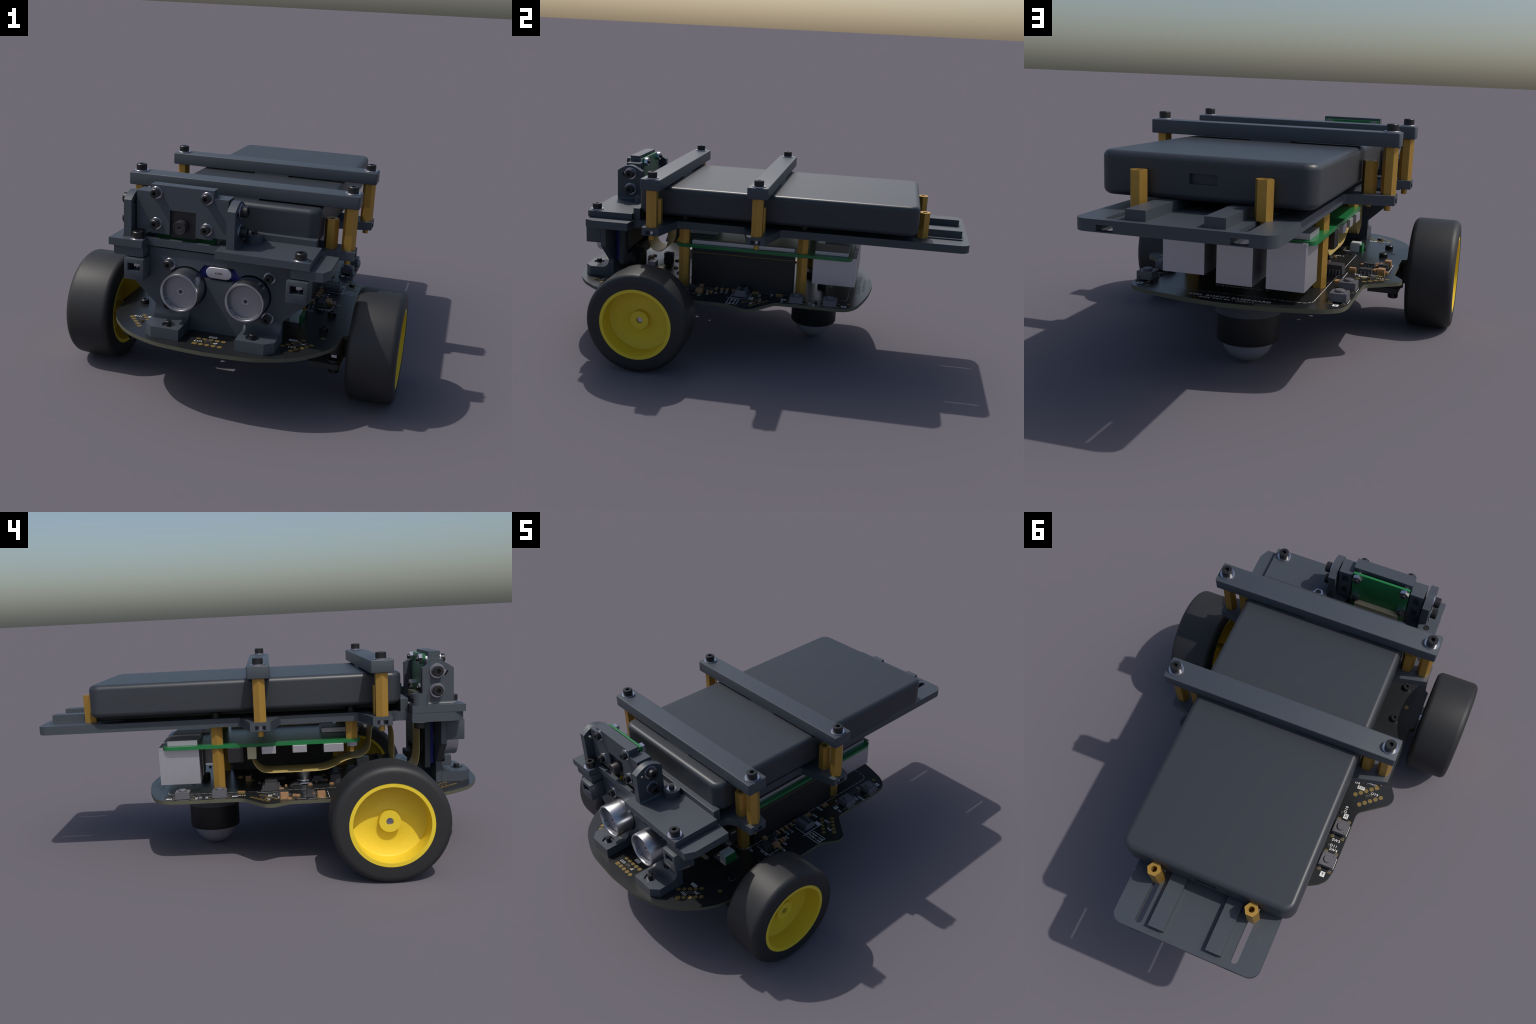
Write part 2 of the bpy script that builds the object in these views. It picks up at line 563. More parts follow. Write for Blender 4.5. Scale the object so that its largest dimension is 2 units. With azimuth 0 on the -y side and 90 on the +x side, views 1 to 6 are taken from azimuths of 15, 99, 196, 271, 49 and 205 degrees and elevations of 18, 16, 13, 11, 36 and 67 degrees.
# frames round the circuit groups
for s in (1,):
    line(0.305, -0.365, 0.305, -0.21, dash=0.04); line(0.305, -0.365, 0.40, -0.365); line(0.395, -0.365, 0.395, -0.30, dash=0.03)
    line(0.312, -0.135, 0.312, -0.040); line(0.312, -0.040, 0.402, -0.040); line(0.402, -0.040, 0.402, -0.128); line(0.33, -0.132, 0.402, -0.132)
    line(0.405, -0.150, 0.415, -0.090); line(0.415, -0.135, 0.492, -0.135); line(0.492, -0.135, 0.492, -0.085); line(0.492, -0.085, 0.415, -0.085)
    add_text("ON = RUN", 0.455, -0.100, 0.009); add_text("OFF = PROG", 0.455, -0.118, 0.009)
line(-0.345, -0.285, -0.475, -0.285, dash=0.035); line(-0.475, -0.285, -0.475, -0.09, dash=0.05); line(-0.345, -0.05, -0.475, -0.075, dash=0.05)
line(-0.318, 0.03, -0.318, -0.085)
# ground hatching patches on the mask
for k in range(14):
    y = -0.36 - k * 0.010
    line(0.125, y, 0.21, y + 0.018, 0.0011)
quad(ink, 0.150, -0.385, 0.03, 0.012, PI / 2, ZK + 0.0004)
label_box("GND", 0.197, -0.455, 0.034, 0.0165)

# components -----------------------------------------------------------------
def comp_mesh(w, d, h, mat, kind="block"):
    bm = bmesh.new()
    if kind == "passive":          # ceramic body with solder end caps
        bm_box(bm, -w / 2, w / 2, -d / 2, d / 2, 0, h, 0)
        for s in (-1, 1):
            bm_box(bm, s * w / 2 - 0.003, s * w / 2 + 0.003, -d / 2 - 0.0008, d / 2 + 0.0008, -0.0002, h * 0.55, 1)
        mats = [M[mat], M["gold"]]
    elif kind == "chip":           # epoxy body with bevelled top and gull-wing pins
        vs, fs = bm_box(bm, -w / 2, w / 2, -d / 2, d / 2, 0.003, h, 0)
        for v in vs[4:]:
            v.co.x *= 0.92; v.co.y *= 0.80
        k = max(2, int(w / 0.0132))
        for i in range(k):
            x = (i - (k - 1) / 2) * w * 0.9 / k
            for s in (-1, 1):
                bm_box(bm, x - 0.0026, x + 0.0026, min(s * d * 0.46, s * (d / 2 + 0.012)), max(s * d * 0.46, s * (d / 2 + 0.012)), 0.0008, 0.0045, 1)
                bm_box(bm, x - 0.0026, x + 0.0026, min(s * d * 0.46, s * (d / 2 + 0.005)), max(s * d * 0.46, s * (d / 2 + 0.005)), 0.0045, h * 0.55, 1)
        mats = [M[mat], M["pin"]]
    elif kind == "network":
        bm_box(bm, -w / 2, w / 2, -d / 2, d / 2, 0, h, 0)
        for i in range(4):
            x = (i - 1.5) * w / 4
            for s in (-1, 1):
                bm_box(bm, x - 0.0035, x + 0.0035, s * d / 2 - 0.002, s * d / 2 + 0.002, -0.0002, h + 0.0006, 1)
        mats = [M[mat], M["gold"]]
    else:
        bm_box(bm, -w / 2, w / 2, -d / 2, d / 2, 0, h, 0)
        mats = [M[mat]]
    me = from_bm(bm)
    for m in mats:
        me.materials.append(m)
    return me

CACHE = {}
def comp(name, x, y, w, d, h, mat, kind="block", rot=0.0, z=ZP, parent=None):
    key = (w, d, h, mat, kind)
    if key not in CACHE:
        CACHE[key] = comp_mesh(w, d, h, mat, kind)
        CACHE[key].name = name
    o = place(name, CACHE[key], (x, y, z), 'z', parent or board, rot)
    return o

# motor-driver corner (-x side)
P2 = PI / 2
comp("chip", -0.250, -0.034, 0.115, 0.070, 0.040, "chip", "chip")
comp("chip", -0.383, -0.205, 0.046, 0.034, 0.018, "chip", "chip")
comp("chip", -0.388, -0.085, 0.052, 0.044, 0.022, "chip", "chip")
comp("chip", -0.443, -0.200, 0.044, 0.030, 0.018, "chip", "chip")
comp("capacitor", -0.335, -0.080, 0.020, 0.026, 0.020, "ceramic", "passive", P2)
comp("capacitor", -0.456, -0.250, 0.034, 0.026, 0.026, "ceramic", "passive", P2)
comp("capacitor", -0.452, -0.090, 0.034, 0.028, 0.026, "ceramic", "passive", P2)
comp("resistor_network", -0.309, 0.102, 0.033, 0.018, 0.008, "ceramic", "network", P2)
for x, y in ((-0.472, -0.112), (-0.410, -0.255), (-0.425, -0.262), (-0.438, -0.258), (-0.415, -0.135), (-0.422, -0.150), (-0.350, -0.215), (-0.414, -0.215)):
    comp("resistor", x, y, 0.017, 0.010, 0.009, "ceramic", "passive", P2)
# power corner (+x side)
comp("chip", 0.340, -0.338, 0.046, 0.040, 0.026, "chip", "chip", P2)
comp("chip", 0.310, -0.262, 0.028, 0.022, 0.014, "chip", "chip")
comp("chip", 0.330, -0.292, 0.024, 0.020, 0.010, "chip", "chip")
comp("capacitor", 0.368, -0.298, 0.034, 0.026, 0.020, "ceramic", "passive", P2)
comp("capacitor", 0.294, -0.305, 0.022, 0.018, 0.016, "ceramic", "passive", P2)
for x, y in ((0.388, -0.294), (0.301, -0.226), (0.301, -0.196), (0.303, -0.168), (0.303, -0.136), (0.299, -0.104), (0.358, -0.238), (0.358, -0.256)):
    comp("resistor", x, y, 0.022, 0.012, 0.009, "ceramic", "passive")
comp("resistor_network", 0.308, -0.022, 0.033, 0.018, 0.008, "ceramic", "network", P2)
comp("resistor_network", 0.309, 0.100, 0.033, 0.018, 0.008, "ceramic", "network", P2)
# switch block
sw = comp("switch_block", 0.350, -0.086, 0.078, 0.062, 0.034, "button", "chip")
for k in range(4):
    comp("switch_lever", 0.350 + (k - 1.5) * 0.018, -0.082, 0.008, 0.020, 0.003, "black_plastic", z=ZP + 0.0335)
# small chips between expansion pads
for x, y, a in ((0, -0.907, 0), (0.3385, -0.80, 0.87), (-0.3385, -0.80, -0.87), (0.4305, -0.002, -0.70), (-0.4305, -0.002, 0.70)):
    comp("chip", x, y, 0.027, 0.013, 0.008, "chip", "passive", a)
for x, y in ((-0.346, 0.122), (-0.347, 0.289), (0.346, 0.122), (0.347, 0.289)):
    comp("diode", x, y, 0.008, 0.014, 0.007, "chip")
# parts under the computer board
comp("chip", -0.020, -0.060, 0.085, 0.085, 0.016, "chip")
comp("chip", -0.115, -0.255, 0.075, 0.045, 0.030, "chip", "chip")
comp("chip", -0.160, -0.335, 0.060, 0.045, 0.040, "chip")
comp("chip", -0.190, -0.150, 0.040, 0.030, 0.016, "chip", "chip")
comp("capacitor", -0.040, 0.075, 0.034, 0.026, 0.024, "ceramic", "passive")
for k in range(38):
    x, y = RNG.uniform(-0.24, 0.18), RNG.uniform(-0.36, 0.12)
    if abs(x + 0.25) < 0.08 and -0.1 < y < 0.04: continue
    if math.hypot(x + 0.155, y + 0.19) < 0.05 or (abs(x + 0.02) < 0.06 and abs(y + 0.06) < 0.06): continue
    comp("resistor", x, y, 0.017, 0.010, 0.008, RNG.choice(["ceramic", "ceramic", "chip"]), "passive", RNG.choice([0, P2]))
lathe("capacitor_can", [(0, 0.006), (0.031, 0.006), (0.033, 0.010), (0.033, 0.020), (0.031, 0.023), (0.033, 0.026), (0.033, 0.062), (0.030, 0.066), (0, 0.066)],
      "aluminium", board, 32, center=(-0.155, -0.190, ZP))
box("capacitor_foot", -0.190, -0.120, -0.225, -0.155, ZP, ZP + 0.008, "port", board, 0.004)
# parts in front of the computer board, behind the sonar
comp("connector", -0.068, -0.585, 0.030, 0.050, 0.060, "black_plastic")
comp("connector", -0.010, -0.660, 0.055, 0.040, 0.022, "port")
comp("capacitor", -0.055, -0.685, 0.030, 0.026, 0.035, "ceramic", "passive")
for x, y in ((-0.11, -0.55), (0.02, -0.52), (-0.17, -0.70), (0.06, -0.60), (-0.12, -0.62), (0.10, -0.48)):
    comp("resistor", x, y, 0.017, 0.010, 0.009, "ceramic", "passive", P2)
for k in range(5):
    for s in (0, 0.055):
        quad(pads, -0.02 + s, -0.615 + k * 0.020, 0.02, 0.009, 0, ZP + 0.0009)

# push buttons: one mesh, four copies
bm = bmesh.new()
bm_box(bm, -0.031, 0.031, -0.0315, 0.0315, 0.004, 0.034, 0)
lathe_bm(bm, [(0.018, 0.033), (0.018, 0.041), (0.0165, 0.043), (0, 0.043)], 28, mi=0)
for sx in (-1, 1):
    for sy in (-1, 1):
        lathe_bm(bm, [(0.0035, 0.033), (0.0035, 0.0358), (0, 0.0362)], 10, center=(sx * 0.0215, sy * 0.022, 0), mi=0)
        bm_box(bm, sx * 0.0235 - 0.005, sx * 0.0235 + 0.005, min(sy * 0.029, sy * 0.045), max(sy * 0.029, sy * 0.045), 0.0012, 0.004, 1)
        bm_box(bm, sx * 0.0235 - 0.005, sx * 0.0235 + 0.005, min(sy * 0.029, sy * 0.035), max(sy * 0.029, sy * 0.035), 0.004, 0.014, 1)
me = from_bm(bm)
me.materials.append(M["button"]); me.materials.append(M["pin"])
me.shade_smooth(); me.set_sharp_from_angle(angle=math.radians(35))
for s in (-1, 1):
    for y in (0.1955, 0.3605):
        place("push_button", me, (s * 0.3715, y, ZP), 'z', board)
        for sx in (-1, 1):
            line(s * 0.3715 + sx * 0.0345, y - 0.027, s * 0.3715 + sx * 0.0345, y + 0.027, 0.002)
            for sy in (-1, 1):
                quad(pads, s * 0.3715 + sx * 0.0235, y + sy * 0.043, 0.016, 0.014, 0, ZP + 0.0009)

pm = from_bm(pads)
def face_up(me):
    me2 = bmesh.new(); me2.from_mesh(me)
    for f in me2.faces:
        if f.normal.z < 0:
            f.normal_flip()
    me2.to_mesh(me); me2.free()
face_up(pm)
o = finish("gold_pad", pm, "gold", board); o["kind"] = "stuff"
for nm, b_, mt in (("printed_marking", ink, "silk"), ("printed_letter", dark, "mask")):
    k = bpy.data.meshes.new(nm); b_.to_mesh(k); b_.free(); face_up(k)
    o = finish(nm, k, mt, board); o["kind"] = "stuff"

# board screws (hold the motor brackets)
for s in (-1, 1):
    for y in (-0.607, -0.4248):
        place("screw", screw_mesh(r=0.0185, h=0.019, sock=0.0085, depth=0.011) if (s, y) == (-1, -0.607) else bpy.data.objects["screw"].data, (s * 0.4092, y, ZP), 'z', robot, RNG.uniform(0, PI))

# ---------- stand-offs between baseboard, computer and plate ----------------
def standoff(x, y, z0, z1, hole_top=True):
    return place("standoff", hex_mesh(0.0295, z1 - z0, 0.0122, "brass", min(0.08, (z1 - z0) * 0.6)), (x, y, z0), 'z', robot)
PI_Z0, PI_Z1 = 0.5165, 0.5315
for x, y in ((0.257, -0.408), (0.257, 0.2007), (-0.257, 0.2007)):
    standoff(x, y, ZP, PI_Z0)
place("nut", NUT, (-0.257, -0.408, PI_Z0 - 0.020), 'z', robot)
stud("threaded_stud", (-0.257, -0.408, PI_Z0 - 0.046), 0.0125, 0.045, 'z', "brass", robot)
for s in (-1, 1):
    for y in (-0.408, 0.2007):
        standoff(s * 0.257, y, PI_Z1, PLATE0)
        place("screw", SCREW, (s * 0.257, y, PLATE1), 'z', robot, 0.4)

# ---------- computer board (upside down) ------------------------------------
pi_out = rounded([(-0.294, -0.445, 0.03), (0.294, -0.445, 0.03), (0.294, 0.4475, 0.03), (-0.294, 0.4475, 0.03)])
computer = prism("computer_board", pi_out, PI_Z0, PI_Z1, "green", robot, holes=[circle(sx * 0.257, y, 0.012) for sx in (-1, 1) for y in (-0.408, 0.2007)])
box("network_port", 0.1015, 0.2605, 0.255, 0.4695, 0.3785, PI_Z0 - 0.0005, "port", computer)
for x0_, x1_ in ((-0.0785, 0.0555), (-0.268, -0.1290)):
    box("usb_port", x0_, x1_, 0.287, 0.4695, 0.3545, PI_Z0 - 0.0005, "port", computer)
box("network_port", 0.110, 0.262, 0.262, 0.428, PI_Z1 + 0.0005, 0.550, "port", computer, 0.001)
for x0_, x1_ in ((-0.080, 0.0535), (-0.270, -0.1325)):
    box("usb_port", x0_, x1_, 0.292, 0.428, PI_Z1 + 0.0005, 0.556, "port", computer, 0.001)
    box("usb_port", x0_, x1_, 0.449, 0.4695, PI_Z0 - 0.0005, 0.5260, "port", computer)
box("network_port", 0.1015, 0.2605, 0.449, 0.4695, PI_Z0 - 0.0005, 0.5260, "port", computer)
box("pin_row", 0.238, 0.272, -0.366, 0.160, PI_Z1 + 0.0005, 0.552, "port", computer, 0.001)
box("pin_header", 0.231, 0.285, -0.362, 0.162, 0.494, PI_Z0 - 0.0005, "black_plastic", computer, 0.001)
box("pin_header", 0.231, 0.285, -0.362, 0.162, ZP + 0.0005, 0.490, "black_plastic", computer, 0.001)
pins = bmesh.new()
for k in range(20):
    for x in (0.245, 0.271):
        y = -0.351 + k * 0.0264
        bm_box(pins, x - 0.0035, x + 0.0035, y - 0.0035, y + 0.0035, 0.489, 0.4945)
bm_box(pins, 0.2325, 0.2835, -0.358, 0.158, 0.4905, 0.4935)
o = finish("header_pin", from_bm(pins), "gold", computer); o["kind"] = "stuff"
# sockets along the -x edge
box("audio_jack", -0.3005, -0.20, 0.084, 0.155, 0.449, PI_Z0 - 0.0005, "black_plastic", computer, 0.002)
box("cable_connector", -0.290, -0.07, 0.026, 0.067, 0.460, PI_Z0 - 0.0005, "beige", computer, 0.002)
for ya, yb, zz in ((-0.063, 0.001, 0.483), (-0.202, -0.138, 0.483), (-0.367, -0.278, 0.479)):
    box("video_port", -0.302, -0.23, ya, yb, zz, PI_Z0 - 0.0005, "port", computer, 0.001)
box("card_slot", -0.075, 0.075, -0.462, -0.285, PI_Z1 + 0.0005, 0.556, "port", computer, 0.002)
box("memory_card", -0.058, 0.058, -0.475, -0.36, PI_Z1 + 0.003, PI_Z1 + 0.012, "chip", computer, 0.001)
for (xa, xb, ya, yb) in ((-0.13, 0.03, -0.20, -0.04), (0.06, 0.15, -0.2, -0.08), (-0.06, 0.05, 0.1, 0.2)):
    box("chip", xa, xb, ya, yb, PI_Z0 - 0.02, PI_Z0 - 0.0005, "chip", computer, 0.002)
box("cable_connector", -0.11, 0.11, -0.425, -0.39, 0.478, PI_Z0 - 0.0005, "beige", computer, 0.002)

# ---------- upper mounting plate --------------------------------------------
hp = [(0.0, -0.648), (0.305, -0.648), (0.305, -0.868), (0.4325, -0.868), (0.4535, -0.823), (0.4535, -0.646, 0.004), (0.372, -0.640, 0.02),
      (0.366, -0.585, 0.05), (0.415, -0.565, 0.04), (0.500, -0.558), (0.500, -0.474), (0.318, -0.432, 0.015), (0.318, -0.088, 0.015), (0.500, -0.043), (0.500, 0.043),
      (0.312, 0.090, 0.02), (0.312, 1.0, 0.045), (0.0, 1.0)]
full = [p for p in hp] + [(-p[0], *p[1:]) for p in reversed(hp) if p[0] > 0]
plate = prism("mounting_plate", rounded(full), PLATE0, PLATE1, "print", robot,
              holes=[slot(s * 0.2055, 0.80, 0.0148, 0.173) for s in (-1, 1)])
tools = []
for s in (-1, 1):
    for y in (-0.516, -0.001):
        tools.append(box_mesh(s * 0.44, s * 0.52, y - 0.0225, y + 0.0225, 0.6195, 0.6385))
    tools.append(box_mesh(s * 0.179, s * 0.233, 0.62, 1.02, 0.6185, 0.6380))
cut(plate, tools)
box("plate_lip", -0.358, 0.358, -0.6475, -0.6135, PLATE1 - 0.004, 0.711, "print", plate, 0.0015)
for s in (-1, 1):
    box("plate_rail", s * 0.090, s * 0.155, -0.60, 0.970, PLATE1 - 0.004, 0.6862, "print", plate)
for s in (-1, 1):
    for y in (-0.516, -0.001):
        standoff(s * 0.468, y, PLATE1, 0.8366)
        standoff(s * 0.392, y, PLATE1, 0.7785)
        place("nut", NUT, (s * 0.468, y, 0.6190), 'z', robot)
        stud("threaded_stud", (s * 0.468, y, 0.590), 0.0130, 0.062, 'z', "brass", robot)
        stud("threaded_stud", (s * 0.392, y, 0.601), 0.0130, 0.052, 'z', "brass", robot)
    standoff(s * 0.2055, 0.777, PLATE1, 0.7785)
    place("nut", NUT, (s * 0.2055, 0.777, 0.6187), 'z', robot)
    stud("threaded_stud", (s * 0.2055, 0.777, 0.602), 0.0130, 0.051, 'z', "brass", robot)

# ---------- battery pack and clamp bars -------------------------------------
bx, by0, by1 = 0.3600, -0.6225, 0.7508
bank = prism("battery_pack", rounded([(-bx, by0, 0.05), (bx, by0, 0.05), (bx, by1, 0.05), (-bx, by1, 0.05)], 10), 0.6865, 0.8296, "bank", robot, bevel=0.022, seg=5, smooth=50)
cut(bank, [box_mesh(-0.0455, 0.0465, by1 - 0.014, by1 + 0.02, 0.7415, 0.7745)], 50)
weighted(bank)
for y in (-0.516, -0.001):
    bar = prism("clamp_bar", rounded([(-0.505, y - 0.0495, 0.008), (0.505, y - 0.0495, 0.008), (0.505, y + 0.0495, 0.008), (-0.505, y + 0.0495, 0.008)], 4),
                0.8363, 0.8905, "print", robot, bevel=0.003, seg=2)
    box("clamp_pad", -0.083, 0.083, y - 0.0493, y + 0.0493, 0.8299, 0.8375, "print", bar)
    for s in (-1, 1):
        bolt((s * 0.468, y, 0.8905), 'z', robot)

# ---------- ultrasonic sensor and its bracket -------------------------------
FY = -0.811
bo = [(-0.379, 0.6105), (-0.379, 0.522), (-0.300, 0.522), (-0.292, 0.455), (-0.271, 0.405), (-0.271, 0.3105), (-0.118, 0.3105), (-0.118, 0.330)]
bo += [(0.118, 0.330), (0.118, 0.3105), (0.271, 0.3105), (0.271, 0.405), (0.292, 0.455), (0.300, 0.522), (0.379, 0.522), (0.379, 0.6105)]
bo = [(-0.379, 0.6105), (-0.379, 0.505), (-0.271, 0.405), (-0.271, 0.3105), (0.271, 0.3105), (0.271, 0.405), (0.379, 0.505), (0.379, 0.6105), (0.3015, 0.6105), (0.3015, 0.6475), (-0.3015, 0.6475), (-0.3015, 0.6105)]
win = [(-0.064, 0.600), (-0.087, 0.566), (-0.058, 0.542), (0.058, 0.542), (0.087, 0.566), (0.064, 0.600)]
bracket = prism("sensor_bracket", bo, FY, -0.786, "print", robot, holes=[circle(-0.136, 0.498, 0.0865, 48), circle(0.136, 0.498, 0.0865, 48)], plane='xz')
cut(bracket, [prism_mesh(win, -0.86, -0.74, plane='xz')])
for s in (-1, 1):
    nb = box("nut_holder", s * 0.296, s * 0.379, -0.887, FY + 0.002, 0.522, 0.6105, "print", bracket, 0.001)
    cut(nb, [box_mesh(s * 0.3375 - 0.0265, s * 0.3375 + 0.0265, -0.90, -0.825, 0.560, 0.592)])
    place("nut", NUT, (s * 0.338, -0.8435, 0.5735), 'z', robot, 0.3)
    stud("screw_end", (s * 0.338, -0.8435, 0.5625), 0.0125, 0.03, 'z', "steel", robot)
    # foot: chamfered outer corner, fillet up to the upright
    foot_pts = [(s * 0.118, FY + 0.001), (s * 0.118, -0.945), (s * 0.236, -0.945), (s * 0.271, -0.913), (s * 0.271, FY + 0.001)]
    ft = prism("bracket_foot", foot_pts, ZP + 0.0008, 0.3585, "print", bracket)
    hexa = [(s * 0.1767 + 0.0300 * math.cos(PI / 3 * i), -0.900 + 0.0300 * math.sin(PI / 3 * i)) for i in range(6)]
    cut(ft, [prism_mesh(hexa, 0.330, 0.37)])
    place("nut", NUT, (s * 0.1767, -0.900, 0.3310), 'z', robot)
    stud("screw_end", (s * 0.1767, -0.900, 0.345), 0.0125, 0.030, 'z', "black", robot)
    # concave fillet
    fr = 0.042
    fil = [(FY + 0.001, 0.358), (FY - fr, 0.3583)] + [(FY - fr + fr * math.sin(a), 0.3583 + fr - fr * math.cos(a)) for a in [PI / 2 * k / 8 for k in range(1, 9)]] + [(FY + 0.001, 0.3583 + fr)]
    prism("bracket_fillet", fil, s * 0.118, s * 0.271, "print", bracket, plane='yz')
    for z in (0.5845, 0.412):
        bolt((s * 0.2115, FY, z), '-y', robot, small=True)
sensor = box("sensor_board", -0.235, 0.235, -0.7815, -0.766, 0.392, 0.607, "blue", robot, 0.001)
backing = prism("sensor_backing", rounded([(-0.245, 0.372, 0.01), (0.245, 0.372, 0.01), (0.245, 0.612, 0.01), (-0.245, 0.612, 0.01)]), -0.765, -0.742, "print", bracket, plane='xz',
                holes=[rect(-0.18, 0.18, 0.41, 0.57)])
for s in (-1, 1):
    c = (s * 0.136, 0, 0.498)
    lathe("transducer_can", [(0.081, -0.782), (0.081, -0.897), (0.0785, -0.9015), (0.0725, -0.9015), (0.070, -0.898), (0.070, -0.893)],
          "aluminium", sensor, 64, 'y', c, smooth=50)
    lathe("transducer_gauze", [(0.0698, -0.8935), (0.0695, -0.877), (0.060, -0.878), (0, -0.878)], "gauze", sensor, 48, 'y', c)
    lathe("transducer_tip", [(0.0085, -0.877), (0.0085, -0.8798), (0.0140, -0.8798), (0.0145, -0.878)], "steel", sensor, 24, 'y', c)
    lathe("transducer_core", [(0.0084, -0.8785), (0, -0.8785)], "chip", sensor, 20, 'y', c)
cry = [(0.030 * 1 + 0.024 * math.cos(a), 0.573 + 0.024 * math.sin(a)) for a in [-PI / 2 + PI * k / 10 for k in range(11)]]
cry += [(-x, z) for x, z in reversed(cry)]
prism("crystal_can", cry, -0.8145, -0.7815, "port", sensor, plane='xz', bevel=0.003)
tb = bmesh.new()
add_text("4.000", 0, 0, 0.0085, 0, tb, 0)
for v in tb.verts:
    v.co = (v.co.x, -0.8152, 0.573 + v.co.y)
k = bpy.data.meshes.new("printed_letter"); tb.to_mesh(k); tb.free()
finish("printed_letter", k, "hollow", sensor)
# right-angle header of the sensor and the socket below it
box("pin_header", -0.054, 0.054, -0.741, -0.690, 0.392, 0.420, "black_plastic", sensor, 0.001)
box("pin_socket", -0.054, 0.054, -0.742, -0.712, ZP + 0.0008, 0.392, "black_plastic", sensor, 0.001)
box("sensor_chip", -0.19, 0.19, -0.7635, -0.735, 0.44, 0.54, "chip", sensor, 0.002)
hp_ = bmesh.new()
for kk in range(4):
    x = (kk - 1.5) * 0.0264
    bm_box(hp_, x - 0.0035, x + 0.0035, -0.744, -0.723, 0.4195, 0.4265)
    bm_box(hp_, x - 0.0035, x + 0.0035, -0.729, -0.722, 0.385, 0.4265)
o = finish("header_pin", from_bm(hp_), "gold", sensor); o["kind"] = "stuff"

# ---------- camera mount -----------------------------------------------------
CZ0, CZ1 = 0.6545, 0.6850
cb = [(-0.4525, -0.875), (-0.307, -0.875), (-0.307, -0.819), (0.0, -0.819), (0.0, -0.875), (0.381, -0.875), (0.381, -0.6485), (-0.018, -0.6485),
      (-0.018, -0.798), (-0.335, -0.798), (-0.335, -0.6485), (-0.4525, -0.6485)]
mount = prism("camera_mount", cb, CZ0, CZ1, "print", robot)
for xa, xb, sgn in ((-0.404, -0.371, -1), (0.0325, 0.0660, 1)):
    up = [(-0.835, CZ1 - 0.002), (-0.835, 0.838)] + [(-0.835 + 0.134 * t, 0.838 + 0.030 * math.sin(PI * t)) for t in [k / 10 for k in range(1, 10)]] + [(-0.701, 0.840), (-0.701, CZ1 - 0.002)]
    arc = [(-0.763 + 0.083 * math.sin(a) , 0.744 + 0.083 * math.cos(a)) for a in [-0.55 + 0.55 * k / 6 for k in range(7)]]
    o_ = [(y + 0.012 * (y + 0.763) / 0.083, z + 0.012 * (z - 0.744) / 0.083) for y, z in arc] + [(y - 0.012 * (y + 0.763) / 0.083, z - 0.012 * (z - 0.744) / 0.083) for y, z in reversed(arc)]
    prism("mount_cheek", up, xa, xb, "print", mount, plane='yz', holes=[o_])
    xf = xb if sgn > 0 else xa
    f = 0.012
    pts = [(xf - sgn * 0.001, CZ1 - 0.001)] + [(xf + sgn * (f - f * math.sin(a)), CZ1 - 0.001 + f - f * math.cos(a)) for a in [PI / 2 * k / 5 for k in range(6)]]
    prism("mount_fillet", pts, -0.835, -0.701, "print", mount, plane='xz')
    for z in (0.744, 0.8265):
        bolt((xf, -0.763, z), 'x' if sgn > 0 else '-x', robot)
bs = lathe("mount_boss", [(0, CZ1 - 0.002), (0.038, CZ1 - 0.002), (0.038, 0.7195), (0, 0.7195)], "print", mount, 36, 'z', (0.104, -0.686, 0))
cut(bs, [prism_mesh([(0.104 + 0.0275 * math.cos(PI / 3 * i), -0.686 + 0.0275 * math.sin(PI / 3 * i)) for i in range(6)], 0.700, 0.73)])
place("nut", NUT, (0.104, -0.686, 0.7005), 'z', robot)
stud("screw_end", (0.104, -0.686, 0.706), 0.0125, 0.0275, 'z', "black", robot)
bs = lathe("mount_boss", [(0, CZ1 - 0.002), (0.037, CZ1 - 0.002), (0.037, 0.7335), (0, 0.7335)], "print", mount, 36, 'z', (-0.412, -0.686, 0))
cut(bs, [prism_mesh(circle(-0.412, -0.686, 0.0135), 0.69, 0.75), box_mesh(-0.4345, -0.3895, -0.686, -0.64, 0.694, 0.714)])
stud("screw_end", (-0.412, -0.686, 0.686), 0.0128, 0.046, 'z', "black", robot)
bolt((0.104, -0.686, CZ0), '-z', robot)
bolt((-0.412, -0.686, PLATE0), '-z', robot)
for s in (-1, 1):
    bolt((s * 0.338, -0.8435, CZ1), 'z', robot)

# tilting carrier
CX = -0.1692
co = [(-0.3635, 0.713), (-0.3635, 0.8735), (-0.303, 0.8735), (-0.303, 0.9045), (-0.0355, 0.9045), (-0.0355, 0.8735), (0.0253, 0.8735), (0.0253, 0.713),
      (-0.0355, 0.713), (-0.0355, 0.703), (-0.108, 0.703), (-0.108, 0.806), (-0.2195, 0.806), (-0.2195, 0.703), (-0.303, 0.703), (-0.303, 0.713)]
carrier = prism("camera_carrier", co, -0.799, -0.748, "print", robot, plane='xz')
for xa, xb in ((-0.3633, -0.3035), (-0.0350, 0.0250)):
    e = box("carrier_block", xa, xb, -0.7485, -0.727, 0.7132, 0.8733, "print", carrier)
    xm = (xa + xb) / 2
    cut(e, [box_mesh(xm - 0.013, xm + 0.013, -0.742, -0.70, z - 0.024, z + 0.024) for z in (0.752, 0.832)])
    for z in (0.752, 0.832):
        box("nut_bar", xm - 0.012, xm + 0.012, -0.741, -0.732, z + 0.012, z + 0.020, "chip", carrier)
for x in (-0.2782, -0.0622):
    for z in (0.7445, 0.8722):
        bolt((x, -0.799, z), '-y', robot, small=True)
        stud("spacer", (x, -0.748, z), 0.016, 0.012, 'y', "steel", robot)
        place("nut", NUT_SMALL, (x, -0.7245, z), 'y', robot, 0.25)
        stud("screw_end", (x, -0.722, z), 0.010, 0.024, 'y', "black", robot)
cam = box("camera_board", -0.299, -0.040, -0.7355, -0.7248, 0.655, 0.8935, "green", robot, 0.001)
box("camera_housing", -0.222, -0.1105, -0.7815, -0.7358, 0.689, 0.8015, "camera", cam, 0.001)
